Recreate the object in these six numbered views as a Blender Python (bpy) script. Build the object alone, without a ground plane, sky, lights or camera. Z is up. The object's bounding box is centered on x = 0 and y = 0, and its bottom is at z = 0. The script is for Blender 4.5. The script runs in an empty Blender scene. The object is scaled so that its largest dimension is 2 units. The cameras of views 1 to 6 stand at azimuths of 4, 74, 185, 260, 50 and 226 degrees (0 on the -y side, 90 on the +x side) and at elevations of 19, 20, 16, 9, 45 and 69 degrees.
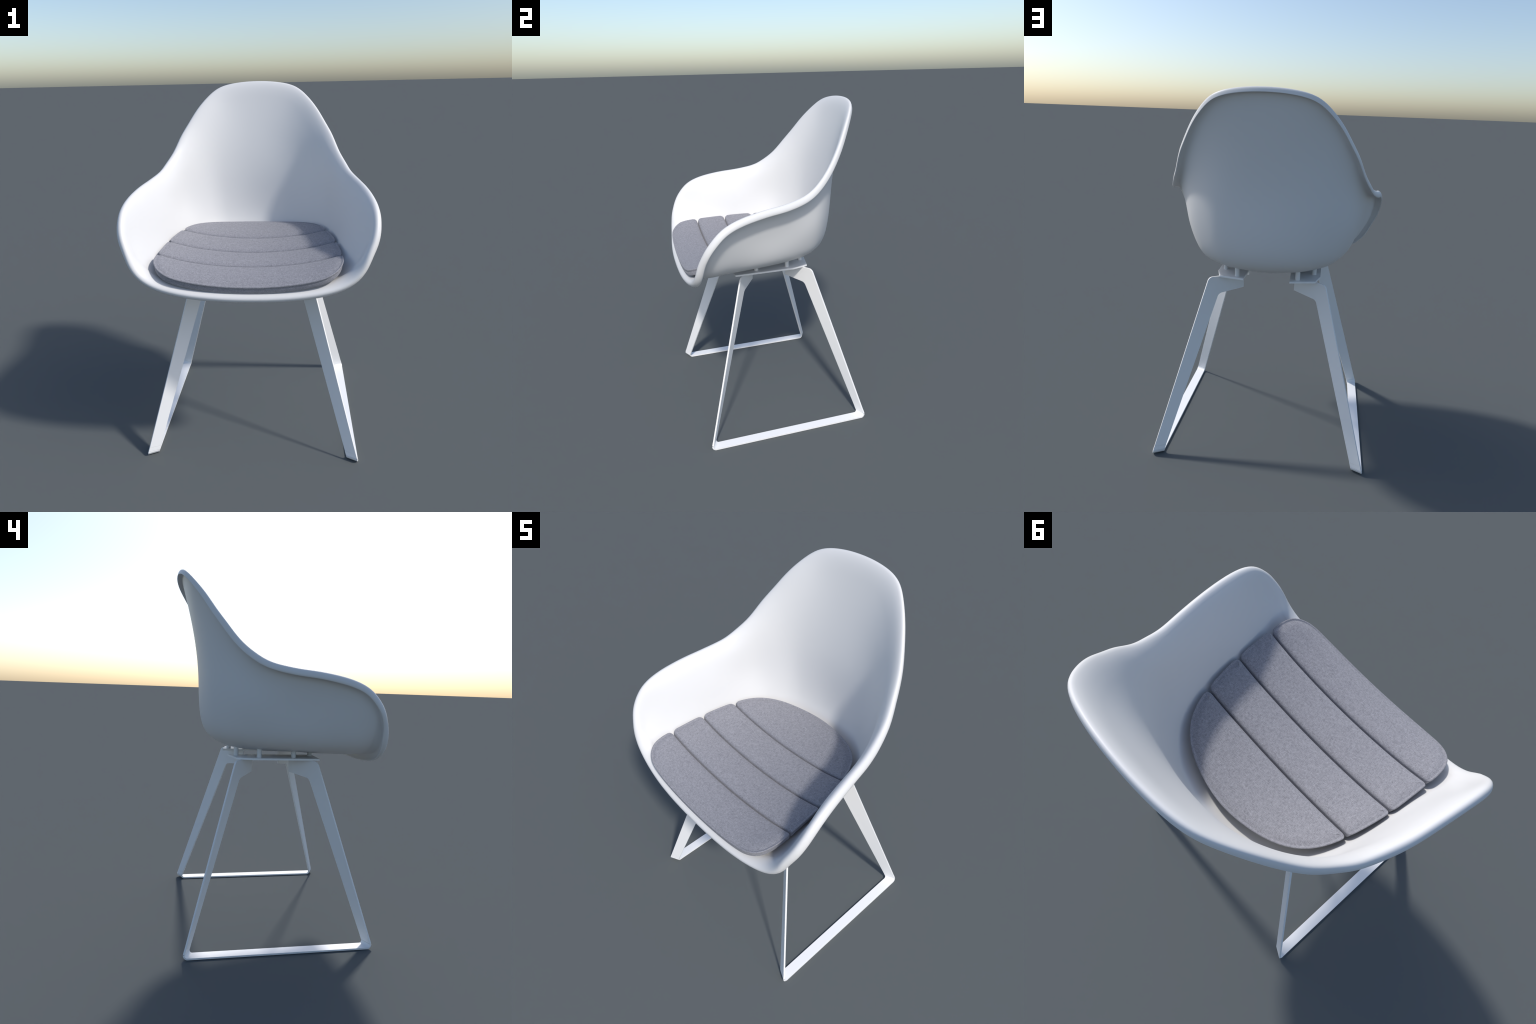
import bpy, bmesh, math
import numpy as np
from mathutils import Vector

# ------------------------------------------------------------------ helpers
def link(ob, parent=None):
    bpy.context.scene.collection.objects.link(ob)
    if parent is not None:
        ob.parent = parent
    return ob

def mesh_object(name, verts, faces, mat, parent=None, smooth=True):
    me = bpy.data.meshes.new(name)
    me.from_pydata([tuple(map(float, v)) for v in verts], [], [tuple(map(int, f)) for f in faces])
    bm = bmesh.new(); bm.from_mesh(me)
    bmesh.ops.recalc_face_normals(bm, faces=bm.faces)
    bm.to_mesh(me); bm.free()
    me.materials.append(mat)
    me.polygons.foreach_set("use_smooth", [smooth] * len(me.polygons))
    me.update()
    return link(bpy.data.objects.new(name, me), parent)

def unit(a):
    return a / np.maximum(np.linalg.norm(a, axis=-1, keepdims=True), 1e-12)

def spline(t, P, tq, periodic=False, period=None):
    """C2 cubic spline through points P (n,k) at parameters t."""
    t = np.asarray(t, float); P = np.asarray(P, float); tq = np.asarray(tq, float)
    n = len(t)
    if periodic:
        T = np.append(t, t[0] + period); Q = np.vstack([P, P[:1]])
        h = np.diff(T); A = np.zeros((n, n)); B = np.zeros((n, P.shape[1]))
        for i in range(n):
            hm = h[i - 1]; hp = h[i]
            A[i, (i - 1) % n] += hm; A[i, i] += 2 * (hm + hp); A[i, (i + 1) % n] += hp
            B[i] = 6 * ((Q[i + 1] - Q[i]) / hp - (Q[i] - P[i - 1]) / hm)
        M = np.linalg.solve(A, B); M = np.vstack([M, M[:1]])
        tq = (tq - t[0]) % period + t[0]
    else:
        T, Q = t, P; h = np.diff(T); A = np.eye(n); B = np.zeros_like(P)
        for i in range(1, n - 1):
            A[i, i - 1] = h[i - 1]; A[i, i] = 2 * (h[i - 1] + h[i]); A[i, i + 1] = h[i]
            B[i] = 6 * ((Q[i + 1] - Q[i]) / h[i] - (Q[i] - Q[i - 1]) / h[i - 1])
        M = np.linalg.solve(A, B)
    k = np.clip(np.searchsorted(T, tq, side='right') - 1, 0, len(h) - 1)
    hh = h[k][:, None]; a = (T[k + 1] - tq)[:, None] / hh; b = 1 - a
    return a * Q[k] + b * Q[k + 1] + ((a**3 - a) * M[k] + (b**3 - b) * M[k + 1]) * hh**2 / 6

# ---------------------------------------------------------------- materials
def principled(name):
    m = bpy.data.materials.new(name); m.use_nodes = True
    return m, m.node_tree, m.node_tree.nodes["Principled BSDF"]

def plastic_material():
    m, nt, b = principled("white_moulded_plastic")
    tc = nt.nodes.new("ShaderNodeTexCoord")
    nz = nt.nodes.new("ShaderNodeTexNoise"); nz.inputs["Scale"].default_value = 260; nz.inputs["Detail"].default_value = 3
    nt.links.new(tc.outputs["Object"], nz.inputs["Vector"])
    bump = nt.nodes.new("ShaderNodeBump"); bump.inputs["Strength"].default_value = 0.03; bump.inputs["Distance"].default_value = 0.001
    nt.links.new(nz.outputs["Fac"], bump.inputs["Height"])
    nt.links.new(bump.outputs["Normal"], b.inputs["Normal"])
    b.inputs["Base Color"].default_value = (*SHELL_COLOUR, 1)
    b.inputs["Roughness"].default_value = 0.45
    b.inputs["Specular IOR Level"].default_value = 0.4
    return m

def metal_material():
    m, nt, b = principled("white_powder_coat")
    tc = nt.nodes.new("ShaderNodeTexCoord")
    nz = nt.nodes.new("ShaderNodeTexNoise"); nz.inputs["Scale"].default_value = 420; nz.inputs["Detail"].default_value = 2
    nt.links.new(tc.outputs["Object"], nz.inputs["Vector"])
    bump = nt.nodes.new("ShaderNodeBump"); bump.inputs["Strength"].default_value = 0.03; bump.inputs["Distance"].default_value = 0.001
    nt.links.new(nz.outputs["Fac"], bump.inputs["Height"])
    nt.links.new(bump.outputs["Normal"], b.inputs["Normal"])
    b.inputs["Base Color"].default_value = (*METAL_COLOUR, 1)
    b.inputs["Roughness"].default_value = 0.4
    return m

def fabric_material():
    m, nt, b = principled("grey_wool_felt")
    L = nt.links.new
    tc = nt.nodes.new("ShaderNodeTexCoord")
    def noise(scale, detail, stretch=(1, 1, 1)):
        mp = nt.nodes.new("ShaderNodeMapping"); mp.inputs["Scale"].default_value = stretch
        L(tc.outputs["Object"], mp.inputs["Vector"])
        n = nt.nodes.new("ShaderNodeTexNoise"); n.inputs["Scale"].default_value = scale
        n.inputs["Detail"].default_value = detail; n.inputs["Roughness"].default_value = 0.6
        L(mp.outputs["Vector"], n.inputs["Vector"]); return n
    fine = noise(300, 4); mid = noise(90, 3); warp = noise(300, 2, (1, .2, 1)); weft = noise(300, 2, (.2, 1, 1))
    def math_(op, a, c):
        n = nt.nodes.new("ShaderNodeMath"); n.operation = op
        for i, v in enumerate((a, c)):
            if isinstance(v, (int, float)): n.inputs[i].default_value = v
            else: L(v, n.inputs[i])
        return n.outputs[0]
    thread = math_('MULTIPLY', math_('ADD', warp.outputs["Fac"], weft.outputs["Fac"]), 0.5)
    s = math_('ADD', math_('MULTIPLY', fine.outputs["Fac"], 0.35),
              math_('ADD', math_('MULTIPLY', mid.outputs["Fac"], 0.2), math_('MULTIPLY', thread, 0.45)))
    ramp = nt.nodes.new("ShaderNodeValToRGB")
    ramp.color_ramp.elements[0].position = 0.36; ramp.color_ramp.elements[0].color = (*FABRIC_DARK, 1)
    ramp.color_ramp.elements[1].position = 0.64; ramp.color_ramp.elements[1].color = (*FABRIC_LIGHT, 1)
    L(s, ramp.inputs["Fac"]); L(ramp.outputs["Color"], b.inputs["Base Color"])
    bump = nt.nodes.new("ShaderNodeBump"); bump.inputs["Strength"].default_value = 0.35; bump.inputs["Distance"].default_value = 0.002
    L(s, bump.inputs["Height"]); L(bump.outputs["Normal"], b.inputs["Normal"])
    b.inputs["Roughness"].default_value = 0.95
    b.inputs["Specular IOR Level"].default_value = 0.15
    b.inputs["Sheen Weight"].default_value = 0.15
    return m

SHELL_COLOUR = (0.69, 0.69, 0.69)  # white darkened to grey, partway toward the soft shade in bowl and outer walls
METAL_COLOUR = (0.83, 0.83, 0.83)
FABRIC_DARK = (0.158, 0.159, 0.180)
FABRIC_LIGHT = (0.340, 0.342, 0.374)
PLASTIC = plastic_material(); METAL = metal_material(); FABRIC = fabric_material()

# --------------------------------------------------------------- the chair
chair = bpy.data.objects.new("armchair", None); link(chair)
chair["label"] = "white bucket armchair with grey cushion and sled legs"
chair["category"] = "chair"

# ---- shell: rim line (right half, top of back -> front edge) -------------
RIM = np.array([
    (0, .553, 1.995), (.137, .546, 1.986), (.243, .523, 1.957), (.311, .483, 1.905), (.370, .432, 1.832),
    (.418, .384, 1.757), (.460, .333, 1.686), (.504, .254, 1.591), (.534, .194, 1.542), (.555, .135, 1.509),
    (.58, .055, 1.486), (.601, -.03, 1.471), (.613, -.1, 1.463), (.626, -.18, 1.450), (.640, -.28, 1.426),
    (.648, -.363, 1.388), (.646, -.42, 1.335), (.634, -.459, 1.28), (.612, -.486, 1.21), (.585, -.500, 1.14),
    (.545, -.511, 1.085), (.48, -.523, 1.042), (.38, -.537, 1.012), (.2, -.550, .989), (0, -.553, .982)])
RIM[4:18, 0] += .003
# outer wall of the bucket: plan curve |x/a|^n + |(y-y0)/b|^n = 1 whose half axes follow the height
PLAN_Y0, PLAN_N = -.1, 2.5
BODY_Z = np.array([1.040, 1.060, 1.085, 1.118, 1.17, 1.218, 1.294, 1.37, 1.48, 1.61, 1.727, 1.85, 1.95])
BODY_BACK = np.array([.265, .310, .345, .375, .398, .410, .419, .423, .429, .445, .466, .493, .515])
BODY_HALF = np.array([.265, .345, .395, .435, .460, .475, .500, .512, .525, .535, .525, .514, .512])
def body_point(z, ang):
    a = np.interp(z, BODY_Z, BODY_HALF); b = np.interp(z, BODY_Z, BODY_BACK) - PLAN_Y0
    c, d = math.cos(ang), math.sin(ang)
    return (a * abs(c) ** (2 / PLAN_N), PLAN_Y0 + b * abs(d) ** (2 / PLAN_N), z)
def back_section(zs, deg):
    return [body_point(z, math.radians(q)) for z, q in zip(zs, deg)]
# at chosen rim stations: wall 1, wall 2, wall 3, base bend, floor
WALLS = {
    0:  [(0, .468, 1.74), (0, .428, 1.48), (0, .416, 1.25), (0, .372, 1.112), (0, .23, 1.034)],
    3:  back_section((1.71, 1.47, 1.24, 1.108), (69, 72, 72, 70)) + [(.110, .195, 1.036)],
    5:  back_section((1.60, 1.42, 1.23, 1.106), (51, 56, 57, 55)) + [(.165, .165, 1.038)],
    6:  back_section((1.55, 1.38, 1.21, 1.104), (42, 46, 47, 46)) + [(.195, .140, 1.040)],
    8:  back_section((1.44, 1.31, 1.19, 1.100), (25, 28, 29, 30)) + [(.245, .090, 1.042)],
    11: [(.539, -.03, 1.40), (.505, -.03, 1.29), (.474, -.03, 1.18), (.425, -.03, 1.098), (.29, -.025, 1.044)],
    14: [(.577, -.28, 1.350), (.539, -.275, 1.24), (.498, -.265, 1.15), (.44, -.25, 1.084), (.29, -.2, 1.038)],
    16: [(.592, -.415, 1.260), (.550, -.405, 1.175), (.504, -.385, 1.112), (.43, -.355, 1.067), (.27, -.28, 1.031)],
    18: [(.547, -.456, 1.160), (.507, -.446, 1.110), (.460, -.427, 1.075), (.39, -.39, 1.049), (.25, -.3, 1.025)],
    20: [(.475, -.472, 1.088), (.435, -.458, 1.066), (.395, -.44, 1.051), (.33, -.405, 1.036), (.20, -.3, 1.02)],
    22: [(.340, -.485, 1.044), (.305, -.465, 1.036), (.275, -.44, 1.030), (.23, -.405, 1.023), (.14, -.3, 1.015)],
    24: [(0, -.485, 1.022), (0, -.46, 1.017), (0, -.43, 1.014), (0, -.39, 1.011), (0, -.29, 1.010)],
}
CENTRE = np.array((0, -.02, 1.016))
THICK = 0.008
# moulded lip, (outward, upward) from the top of the outer wall
LIP = [(.0002, -.015), (.0022, -.0098), (.0080, -.0062), (.0170, -.0045), (.0260, -.0065), (.0330, -.0102), (.0378, -.0132),
       (.0410, -.0135), (.0426, -.0105), (.0418, -.0050), (.0385, .0020), (.0330, .0085), (.0260, .0136), (.0190, .0163),
       (.0120, .0158), (.0060, .0118), (.0010, .0045), (-.0025, -.0060), (-.0052, -.0190), (-.0070, -.0380)]
LIP_OUT, LIP_UP = .035, .0115

def mirror(P):
    Q = P[1:-1][::-1].copy(); Q[:, 0] *= -1
    return np.vstack([P, Q])

def build_shell():
    n_rim = len(RIM)
    d = np.linalg.norm(np.diff(RIM, axis=0), axis=1)
    s = np.concatenate([[0], np.cumsum(d)]); half = s[-1]; per = 2 * half
    NU = 288
    # denser stations where the rim turns
    u = np.linspace(0, per, NU, endpoint=False)
    t_r = np.concatenate([s, per - s[1:-1][::-1]])
    R = spline(t_r, mirror(RIM), u, True, per)
    ks = sorted(WALLS); tk = s[ks]
    t_w = np.concatenate([tk, per - tk[1:-1][::-1]])
    W = [spline(t_w, mirror(np.array([WALLS[k][j] for k in ks], float)), u, True, per) for j in range(5)]
    T = unit(np.roll(R, -1, 0) - np.roll(R, 1, 0))
    w = unit(R - W[0])
    a_rim = np.minimum(u, per - u)
    wide = np.interp(a_rim, [0, s[3], s[7], s[10]], [.62, .66, .85, 1.0])[:, None]     # lip is narrower round the back
    for _ in range(6):
        n = unit(np.cross(w, T)); w2 = unit(np.cross(T, n))
        E = R - LIP_OUT * wide * n - LIP_UP * w2
        w = unit(E - W[0])
    n = unit(np.cross(w, T)); w = unit(np.cross(T, n))
    # outer wall curves from lip to floor centre
    NV = 46
    outer = np.zeros((NU, NV, 3))
    for i in range(NU):
        P = np.array([E[i]] + [x[i] for x in W] + [CENTRE])
        c = np.concatenate([[0], np.cumsum(np.linalg.norm(np.diff(P, axis=0), axis=1) ** .7)])
        outer[i] = spline(c, P, np.linspace(0, c[-1], NV))
    # smooth a little around the loop (keeps the hand set sections fair)
    for _ in range(6):
        outer[:, 1:-1] = .5 * outer[:, 1:-1] + .25 * (np.roll(outer, 1, 0) + np.roll(outer, -1, 0))[:, 1:-1]
    # lip frame from the finished wall: up = wall direction at the top, square to the rim line
    path = unit(outer[:, 0] - outer[:, 3])
    sin_path = np.linalg.norm(path - (path * T).sum(1)[:, None] * T, axis=1)
    w = unit(path - (path * T).sum(1)[:, None] * T)
    n = unit(np.cross(w, T))
    du = np.roll(outer, -1, 0) - np.roll(outer, 1, 0)
    dv = np.gradient(outer, axis=1)
    nin = unit(np.cross(du, dv))
    # orient inward (towards a point above the seat)
    ref = np.array((0, -.05, 1.45)) - outer
    if (nin * ref).sum() < 0: nin = -nin
    nin[:, -4:] = unit(nin[:, -4:] * .2 + np.array((0, 0, 1.)))
    for _ in range(4):
        nin = unit(.5 * nin + .25 * (np.roll(nin, 1, 0) + np.roll(nin, -1, 0)))
    inner = outer + THICK * nin
    arc = np.concatenate([np.zeros((NU, 1)), np.cumsum(np.linalg.norm(np.diff(outer, axis=1), axis=2), 1)], 1)
    # section loops: outer centre .. outer wall .. lip .. inner wall .. inner centre
    rows = [outer[:, j] for j in range(NV - 2, 1, -1)]
    lean = ((path * T).sum(1) / np.maximum(sin_path, .35))[:, None]
    for k, (a, b) in enumerate(LIP):
        slip = b * lean * T if (b < 0 and (k > 13 or k < 2)) else 0      # follow the lean of the wall sections
        hook = np.clip((wide - .62) / .38, .25, 1) if 1 < k < 10 and b < 0 else 1      # turned-down edge fades round the back
        rows.append(E + a * (wide if a > 0 else 1) * n + b * hook * w + slip)
    # inner wall restarts 64 mm below the lip, measured square to the rim
    f = np.linspace(0, 1, NV)[:-1]
    inn = np.zeros((NU, NV - 1, 3))
    for i in range(NU):
        start = .064 / max(.35, sin_path[i])
        q = start + (arc[i, -1] - start) * f ** 1.15
        for k in range(3):
            inn[i, :, k] = np.interp(q, arc[i], inner[i, :, k])
    rows += [inn[:, j] for j in range(NV - 1)]
    rows = np.array(rows)                       # (nrow, NU, 3)
    nr = len(rows)
    verts = list(rows.reshape(-1, 3)) + [CENTRE, CENTRE + np.array((0, 0, THICK))]
    faces = []
    for j in range(nr - 1):
        for i in range(NU):
            a = j * NU + i; b = j * NU + (i + 1) % NU
            faces.append((a, b, b + NU, a + NU))
    c0, c1 = nr * NU, nr * NU + 1
    for i in range(NU):
        faces.append((c0, (i + 1) % NU, i))
        faces.append((c1, (nr - 1) * NU + i, (nr - 1) * NU + (i + 1) % NU))
    return verts, faces, s, per, NU, nr

def shell_parts():
    verts, faces, s, per, NU, nr = build_shell()
    tmp = mesh_object("shell_tmp", verts, faces, PLASTIC)
    me = tmp.data
    vn = np.array([v.normal for v in me.vertices])
    co = np.array([v.co for v in me.vertices])
    polys = [list(p.vertices) for p in me.polygons]
    # regions: rim station decides back / arm / front, the floor belongs to the seat
    s_back, s_front = s[7], s[19]
    region = {"backrest": [], "armrest_right": [], "armrest_left": [], "seat_pan": []}
    for p in polys:
        c = co[p].mean(0)
        iu = [v % NU for v in p if v < nr * NU]
        pos = np.angle(np.mean(np.exp(2j * np.pi * np.array(iu) / NU))) / (2 * np.pi) * per
        a = abs(pos)
        if c[2] < 1.095 or a > s_front: region["seat_pan"].append(p)
        elif a < s_back: region["backrest"].append(p)
        elif c[0] > 0: region["armrest_right"].append(p)
        else: region["armrest_left"].append(p)
    for name, ps in region.items():
        used = sorted({v for p in ps for v in p}); idx = {v: i for i, v in enumerate(used)}
        label = "armrest" if name.startswith("armrest") else name
        m2 = bpy.data.meshes.new(label)
        m2.from_pydata([tuple(co[v]) for v in used], [], [tuple(idx[v] for v in p) for p in ps])
        m2.materials.append(PLASTIC)
        m2.polygons.foreach_set("use_smooth", [True] * len(m2.polygons))
        m2.update()
        m2.normals_split_custom_set_from_vertices([tuple(vn[v]) for v in used])
        link(bpy.data.objects.new(label, m2), chair)
    bpy.data.objects.remove(tmp); bpy.data.meshes.remove(me)
shell_parts()

# ---- cushion -------------------------------------------------------------
SEAMS = [-.338, -.142, .055]
def cushion_base(x, y):
    zc = np.interp(y, [-.56, -.52, -.46, -.338, -.142, .055, .2, .34], [1.057, 1.070, 1.085, 1.095, 1.108, 1.130, 1.143, 1.155])
    return zc + .27 * x * x + .9 * np.maximum(np.abs(x) - .28, 0) ** 2 * .28

# half outline of the cushion, front centre -> back centre
OUT = np.array([(0, -.545), (.2, -.543), (.33, -.537), (.408, -.521), (.454, -.484), (.475, -.424), (.475, -.338),
                (.469, -.24), (.460, -.142), (.443, -.04), (.420, .055), (.392, .135), (.345, .208), (.265, .270),
                (.15, .312), (0, .332)])
_d = np.concatenate([[0], np.cumsum(np.linalg.norm(np.diff(OUT, axis=0), axis=1))])
_full = np.concatenate([_d, 2 * _d[-1] - _d[1:-1][::-1]])
def _mir2(P):
    Q = P[1:-1][::-1].copy(); Q[:, 0] *= -1
    return np.vstack([P, Q])
DENSE = spline(_full, _mir2(OUT), np.linspace(0, 2 * _d[-1], 1200, endpoint=False), True, 2 * _d[-1])

def round_polygon(P, r, mask, iters=1):
    """replace each marked corner by an arc of radius r"""
    out = []
    n = len(P)
    for i in range(n):
        if not mask[i]: out.append(P[i]); continue
        a = unit(P[i - 1] - P[i]); b = unit(P[(i + 1) % n] - P[i])
        ang = math.acos(max(-1, min(1, float(a @ b))))
        L = r / math.tan(ang / 2); c = P[i] + unit(a + b) * r / math.sin(ang / 2)
        p0, p1 = P[i] + a * L, P[i] + b * L
        a0 = math.atan2(*(p0 - c)[::-1]); a1 = math.atan2(*(p1 - c)[::-1])
        dd = (a1 - a0 + math.pi) % (2 * math.pi) - math.pi
        for k in range(9):
            t = a0 + dd * k / 8; out.append(c + r * np.array((math.cos(t), math.sin(t))))
    return np.array(out)

def resample(P, step):
    Q = np.vstack([P, P[:1]]); c = np.concatenate([[0], np.cumsum(np.linalg.norm(np.diff(Q, axis=0), axis=1))])
    n = int(c[-1] / step); t = np.linspace(0, c[-1], n, endpoint=False)
    return np.stack([np.interp(t, c, Q[:, k]) for k in (0, 1)], 1)

def half_width(y):
    D = DENSE[DENSE[:, 0] > 0]; o = np.argsort(D[:, 1]); return float(np.interp(y, D[o, 1], D[o, 0]))

def panel_outline(y0, y1):
    eps = 1e-9
    sel = DENSE[(DENSE[:, 1] > y0) & (DENSE[:, 1] < y1)]
    R = sel[sel[:, 0] > 0]; R = R[np.argsort(R[:, 1])]
    pts, mask = [], []
    if y0 > -1: pts.append((half_width(y0), y0)); mask.append(True)
    for p in R:
        if (y0 < -1 or np.hypot(p[0] - half_width(y0), p[1] - y0) > .03) and (y1 > 1 or np.hypot(p[0] - half_width(y1), p[1] - y1) > .03):
            pts.append(tuple(p)); mask.append(False)
    if y1 < 1: pts.append((half_width(y1), y1)); mask.append(True)
    full = [np.array(p) for p in pts] + [np.array((-p[0], p[1])) for p in pts[::-1]]
    fm = mask + mask[::-1]
    P = round_polygon(np.array(full), .020, fm)
    return resample(P, .0055)

EDGE = [(.010, -.040), (.006, -.034), (.004, -.018), (.0035, -.010), (.000, -.0065), (-.0012, -.003), (.0008, .0),
        (.004, .0010), (.0072, -.0008), (.0095, -.0022), (.013, -.0010), (.018, .0012), (.026, .0036), (.038, .0055), (.055, .0066), (.075, .0070)]
SEAM = [(.0004, -.040), (.0003, -.034), (.0003, -.027), (.0006, -.0225), (.0020, -.0190), (.0032, -.0150), (.0040, -.0110),
        (.0050, -.0080), (.0064, -.0058), (.0082, -.0036), (.0110, -.0012), (.0160, .0012), (.026, .0038), (.038, .0055), (.055, .0066), (.075, .0070)]

cushion = bpy.data.objects.new("seat_cushion", None); link(cushion, chair)
bounds = [-2] + SEAMS + [2]
for y0, y1 in zip(bounds[:-1], bounds[1:]):
    O = panel_outline(y0, y1)
    N = len(O)
    tan = unit(np.roll(O, -1, 0) - np.roll(O, 1, 0))
    inw = np.stack([-tan[:, 1], tan[:, 0]], 1)
    cen = O.mean(0)
    if ((cen - O) * inw).sum() < 0: inw = -inw
    for _ in range(8): inw = unit(.5 * inw + .25 * (np.roll(inw, 1, 0) + np.roll(inw, -1, 0)))
    # how much each outline point belongs to a seam
    sw = np.zeros(N)
    for sy in (y0, y1):
        if abs(sy) < 1: sw = np.maximum(sw, np.clip(1 - (np.abs(O[:, 1] - sy) - .004) / .012, 0, 1))
    for _ in range(6): sw = .5 * sw + .25 * (np.roll(sw, 1) + np.roll(sw, -1))
    ym = .5 * ((y0 if y0 > -1 else O[:, 1].min()) + (y1 if y1 < 1 else O[:, 1].max()))
    hw = .5 * (O[:, 1].max() - O[:, 1].min()); xm = np.abs(O[:, 0]).max()
    q = np.stack([np.clip(O[:, 0], -(xm - hw * 1.1), xm - hw * 1.1), np.full(N, ym)], 1)
    rings = []
    for (de, ze), (ds, zs) in zip(EDGE, SEAM):
        dd = de * (1 - sw) + ds * sw; zz = ze * (1 - sw) + zs * sw
        if max(de, ds) <= .03: P = O + inw * dd[:, None]
        else:
            P0 = O + inw * .026
            f = (dd - .026) / (hw - .026)
            P = P0 + (q - P0) * f[:, None]
        rings.append(np.column_stack([P, cushion_base(P[:, 0], P[:, 1]) + zz]))
    P0 = O + inw * .026; f0 = (.075 - .026) / (hw - .026)
    for f in (f0 + (1 - f0) * .35, f0 + (1 - f0) * .7):
        P = P0 + (q - P0) * f
        rings.append(np.column_stack([P, cushion_base(P[:, 0], P[:, 1]) + .0071]))
    rings = np.array(rings); nr = len(rings)
    verts = list(rings.reshape(-1, 3)); faces = []
    for j in range(nr - 1):
        for i in range(N):
            a = j * N + i; b = j * N + (i + 1) % N
            faces.append((a, b, b + N, a + N))
    # close crest and underside: zip the two long sides of the last and first ring together
    i_r = int(np.argmax(O[:, 0] - 3 * np.abs(O[:, 1] - ym))); i_l = int(np.argmax(-O[:, 0] - 3 * np.abs(O[:, 1] - ym)))
    A = [(i_r + k) % N for k in range((i_l - i_r) % N + 1)]
    B = [(i_r - k) % N for k in range((i_r - i_l) % N + 1)]
    for off in ((nr - 1) * N, 0):
        ia = ib = 0
        while ia < len(A) - 1 or ib < len(B) - 1:
            step_a = ib == len(B) - 1 or (ia < len(A) - 1 and O[A[ia + 1], 0] >= O[B[ib + 1], 0])
            if step_a: tri = (A[ia], A[ia + 1], B[ib]); ia += 1
            else: tri = (A[ia], B[ib + 1], B[ib]); ib += 1
            if len(set(tri)) == 3: faces.append(tuple(off + t for t in tri))
    ob = mesh_object("cushion_panel", verts, faces, FABRIC, cushion)

# ---- under-frame ---------------------------------------------------------
YC = .012                       # the frame is symmetric about x = 0 and y = YC
T_PLATE = .0095
def flat_solid(name, pts, normal, thick, parent, bevel=.0025):
    pts = np.array(pts, float); nrm = unit(np.array(normal, float))
    n = len(pts)
    V = np.vstack([pts + nrm * thick / 2, pts - nrm * thick / 2])
    F = [tuple(range(n)), tuple(range(2 * n - 1, n - 1, -1))] + [(i, i + n, (i + 1) % n + n, (i + 1) % n) for i in range(n)]
    return mesh_object(name, V, F, METAL, parent, smooth=False)

def fillet3(P, radii, seg=8):
    """round the corners of a planar 3D polygon"""
    P = [np.array(p, float) for p in P]; out = []
    n = len(P)
    for i in range(n):
        r = radii[i]
        if r <= 0: out.append(P[i]); continue
        a = unit(P[i - 1] - P[i]); b = unit(P[(i + 1) % n] - P[i])
        ang = math.acos(max(-1, min(1, float(a @ b)))); L = r / math.tan(ang / 2)
        p0, p1 = P[i] + a * L, P[i] + b * L
        c = P[i] + unit(a + b) * r / math.sin(ang / 2)
        for k in range(seg + 1):
            t = k / seg; v = unit((p0 - c) * (1 - t) + (p1 - c) * t); out.append(c + v * r)
    return out

# leg plate corners for the +x +y leg, y measured from YC; the bar twists slightly on its way down
G_LOW, G_TOP = np.array((.149, .112, .905)), np.array((.149, .112, .9895))
APEX, CROTCH = np.array((.3270, .2300, .9895)), np.array((.2790, .2005, .887))
FOOT_O, FOOT_I = np.array((.592, .512, 0.)), np.array((.535, .4845, 0.))
N_HEAD = unit(np.cross(CROTCH - G_LOW, APEX - CROTCH))
N_FOOT = unit(np.cross(FOOT_I - CROTCH, FOOT_O - FOOT_I))
if N_HEAD @ N_FOOT < 0: N_FOOT = -N_FOOT
G_TOP = G_TOP - N_HEAD * ((G_TOP - G_LOW) @ N_HEAD)
Z_CUT = .05
def at_z(a, b, z): return a + (b - a) * ((z - a[2]) / (b[2] - a[2]))
LO, LI = at_z(APEX, FOOT_O, Z_CUT), at_z(CROTCH, FOOT_I, Z_CUT)

def place(p, sx, sy):
    p = np.array(p, float); return np.array((p[0] * sx, YC + p[1] * sy, p[2]))
def leg_mesh():
    """bracket plate with a rounded shoulder, running down into a flat bar"""
    shoulder = fillet3([G_TOP, APEX, LO], [0, .032, 0])[1:-1]
    crotch = fillet3([LI, CROTCH, G_LOW], [0, .032, 0])[1:-1]
    k = len(shoulder)
    pair = list(zip(shoulder, crotch[::-1]))                 # stations round the bend: (outer, inner)
    stations = [(G_TOP, G_LOW)] + pair
    nb = 12
    for j in range(1, nb + 1):
        t = j / nb
        stations.append((shoulder[-1] + (LO - shoulder[-1]) * t, crotch[0] + (LI - crotch[0]) * t))
    V, F = [], []
    for o, i in stations:
        t = np.clip(1 - (o[2] - Z_CUT) / (APEX[2] - Z_CUT), 0, 1)
        nn = unit(N_HEAD * (1 - t) + N_FOOT * t) * T_PLATE / 2
        V += [o + nn, i + nn, i - nn, o - nn]
    m = len(stations)
    for q in range(m - 1):
        for j in range(4):
            F.append((4 * q + j, 4 * q + (j + 1) % 4, 4 * q + 4 + (j + 1) % 4, 4 * q + 4 + j))
    F += [(0, 1, 2, 3), tuple(4 * (m - 1) + j for j in (3, 2, 1, 0))]
    return V, F
LEG_V, LEG_F = leg_mesh()
for sx in (1, -1):
    for sy in (1, -1):
        leg = mesh_object("leg", [place(p, sx, sy) for p in LEG_V], LEG_F, METAL, chair)
        leg.data.set_sharp_from_angle(angle=math.radians(35))
        bv = leg.modifiers.new("edge", 'BEVEL'); bv.width = .0012; bv.segments = 2; bv.limit_method = 'ANGLE'; bv.angle_limit = .7

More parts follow.
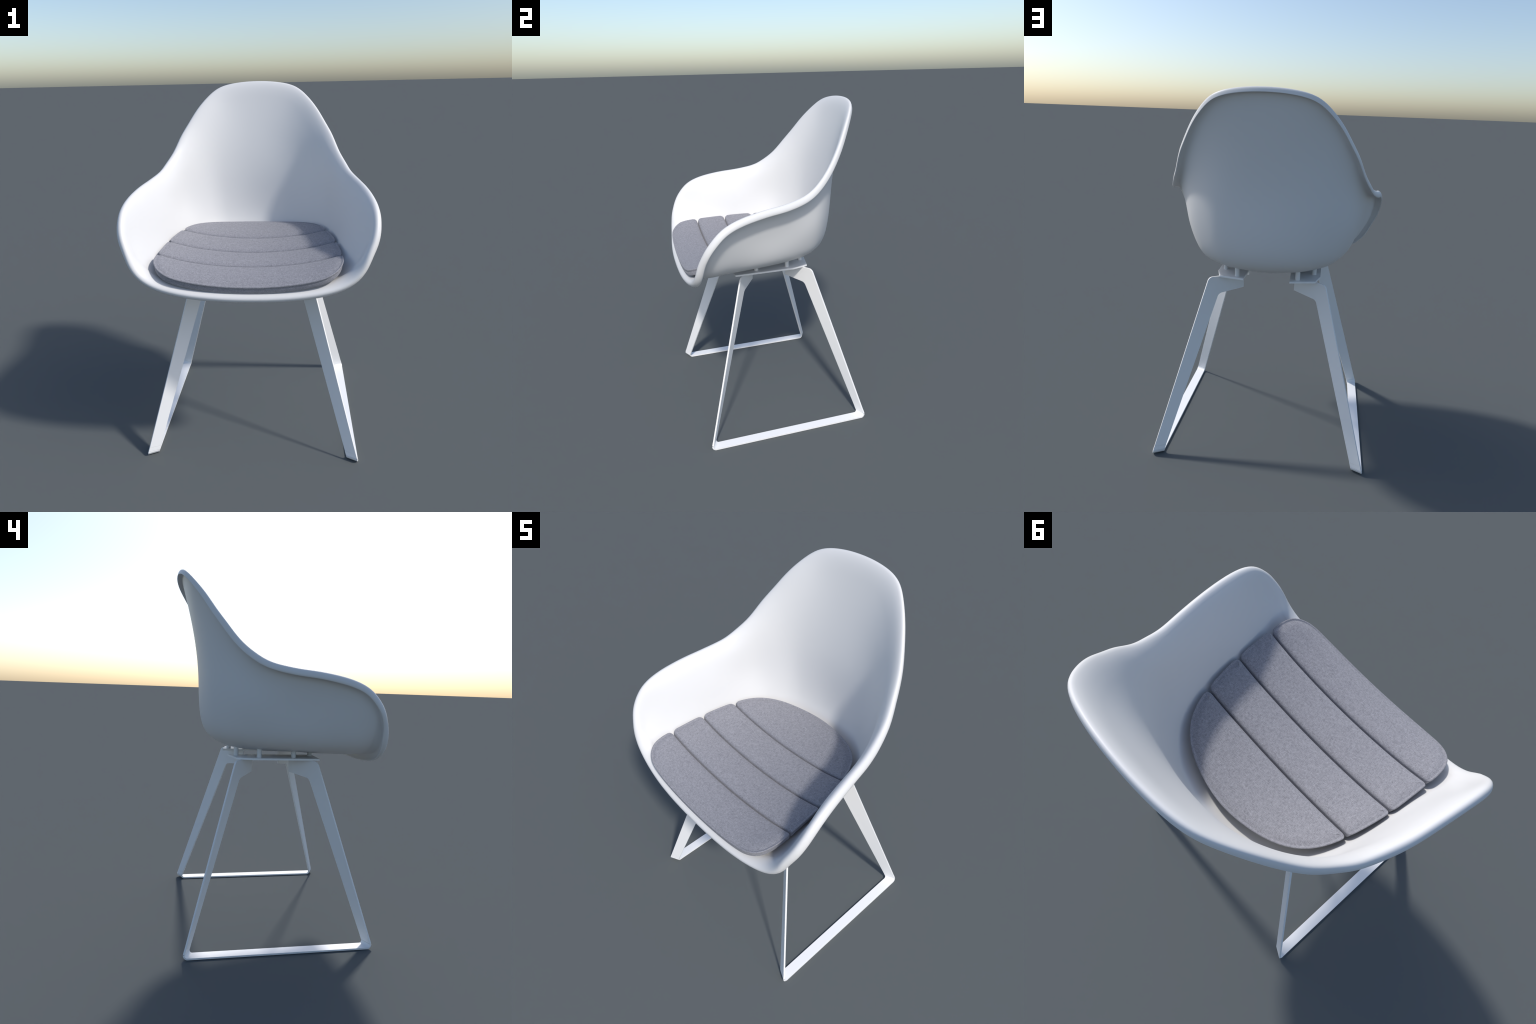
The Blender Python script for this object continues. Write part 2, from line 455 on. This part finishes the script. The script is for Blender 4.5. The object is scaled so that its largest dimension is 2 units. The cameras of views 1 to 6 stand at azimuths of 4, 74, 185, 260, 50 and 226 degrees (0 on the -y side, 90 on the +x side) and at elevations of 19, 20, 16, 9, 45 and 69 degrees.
def runner(sx):
    # ribbon: up the back leg, along the floor, up the front leg, both bends rounded
    def edge_line(top, foot):
        a, c = place(top, sx, 1), place(foot, sx, 1); b, d = place(top, sx, -1), place(foot, sx, -1)
        return a, c, d, b
    def rounded(line, r, seg=6):
        P = list(line); out = [P[0]]
        for i in (1, 2):
            a = unit(P[i - 1] - P[i]); b = unit(P[i + 1] - P[i])
            ang = math.acos(float(a @ b)); L = r / math.tan(ang / 2)
            p0, p1 = P[i] + a * L, P[i] + b * L; c = P[i] + unit(a + b) * r / math.sin(ang / 2)
            for k in range(seg + 1):
                t = k / seg; out.append(c + unit((p0 - c) * (1 - t) + (p1 - c) * t) * r)
        out.append(P[3]); return np.array(out)
    lift = np.array((0, 0, T_PLATE / 2))
    fo, fi = FOOT_O + lift, FOOT_I + lift
    fo = FOOT_O + (APEX - FOOT_O) * (T_PLATE / 2 / APEX[2]); fi = FOOT_I + (CROTCH - FOOT_I) * (T_PLATE / 2 / CROTCH[2])
    A = rounded(edge_line(LO, fo), .019); B = rounded(edge_line(LI, fi), .019)
    tan = np.gradient((A + B) / 2, axis=0); wid = B - A
    nrm = unit(np.cross(tan, wid))
    m = len(A)
    nrm[0] = nrm[1] = unit(np.cross(A[0] - A[1], B[0] - A[0])); nrm[-1] = nrm[-2] = unit(np.cross(A[-2] - A[-1], B[-1] - A[-1]))
    h = m // 2
    nf = unit(np.cross(A[h] - A[h - 1], B[h] - A[h])); nrm[h] = nrm[h - 1] = nf
    for k in range(m):
        if nrm[k] @ nrm[h] < -.2: nrm[k] = -nrm[k]
    t = T_PLATE / 2
    V, F = [], []
    for k in range(m): V += [A[k] + nrm[k] * t, B[k] + nrm[k] * t, B[k] - nrm[k] * t, A[k] - nrm[k] * t]
    for k in range(m - 1):
        for j in range(4):
            F.append((4 * k + j, 4 * k + (j + 1) % 4, 4 * (k + 1) + (j + 1) % 4, 4 * (k + 1) + j))
    F += [(0, 1, 2, 3), tuple(4 * (m - 1) + j for j in (3, 2, 1, 0))]
    ob = mesh_object("floor_runner", V, F, METAL, chair, smooth=True)
    ob.data.set_sharp_from_angle(angle=math.radians(35))
    return ob
for sx in (1, -1): runner(sx)

# mounting plates and the spacers that carry the shell
PLATE = [(.128, .262), (.270, .231), (.296, .135), (.296, -.240), (.112, -.245)]
SPACERS = [(.170, .218), (.258, .100), (.252, -.098), (.166, -.216)]
P_TOP, P_T = 1.0010, .0110
for sx in (1, -1):
    pts = [(x * sx, y, P_TOP - P_T / 2) for x, y in PLATE]
    pl = flat_solid("mounting_plate", pts, (0, 0, 1), P_T, chair)
    bv = pl.modifiers.new("edge", 'BEVEL'); bv.width = .0015; bv.segments = 2; bv.limit_method = 'ANGLE'; bv.angle_limit = .6
spacer_mesh = None
for sx in (1, -1):
    for x, y in SPACERS:
        if spacer_mesh is None:
            seg = 28; prof = [(0, 0), (.0125, 0), (.0135, .0012), (.0135, .085), (0, .085)]
            V, F = [], []
            for r, z in prof[1:-1]:
                V += [(r * math.cos(2 * math.pi * k / seg), r * math.sin(2 * math.pi * k / seg), z) for k in range(seg)]
            for j in range(2):
                for k in range(seg):
                    F.append((j * seg + k, j * seg + (k + 1) % seg, (j + 1) * seg + (k + 1) % seg, (j + 1) * seg + k))
            F += [tuple(range(seg)), tuple(2 * seg + k for k in range(seg))]
            ob = mesh_object("spacer", V, F, METAL, chair); ob.data.set_sharp_from_angle(angle=math.radians(40))
            spacer_mesh = ob.data
        else:
            ob = link(bpy.data.objects.new("spacer", spacer_mesh), chair)
        ob.location = (x * sx, y, P_TOP - .0005)
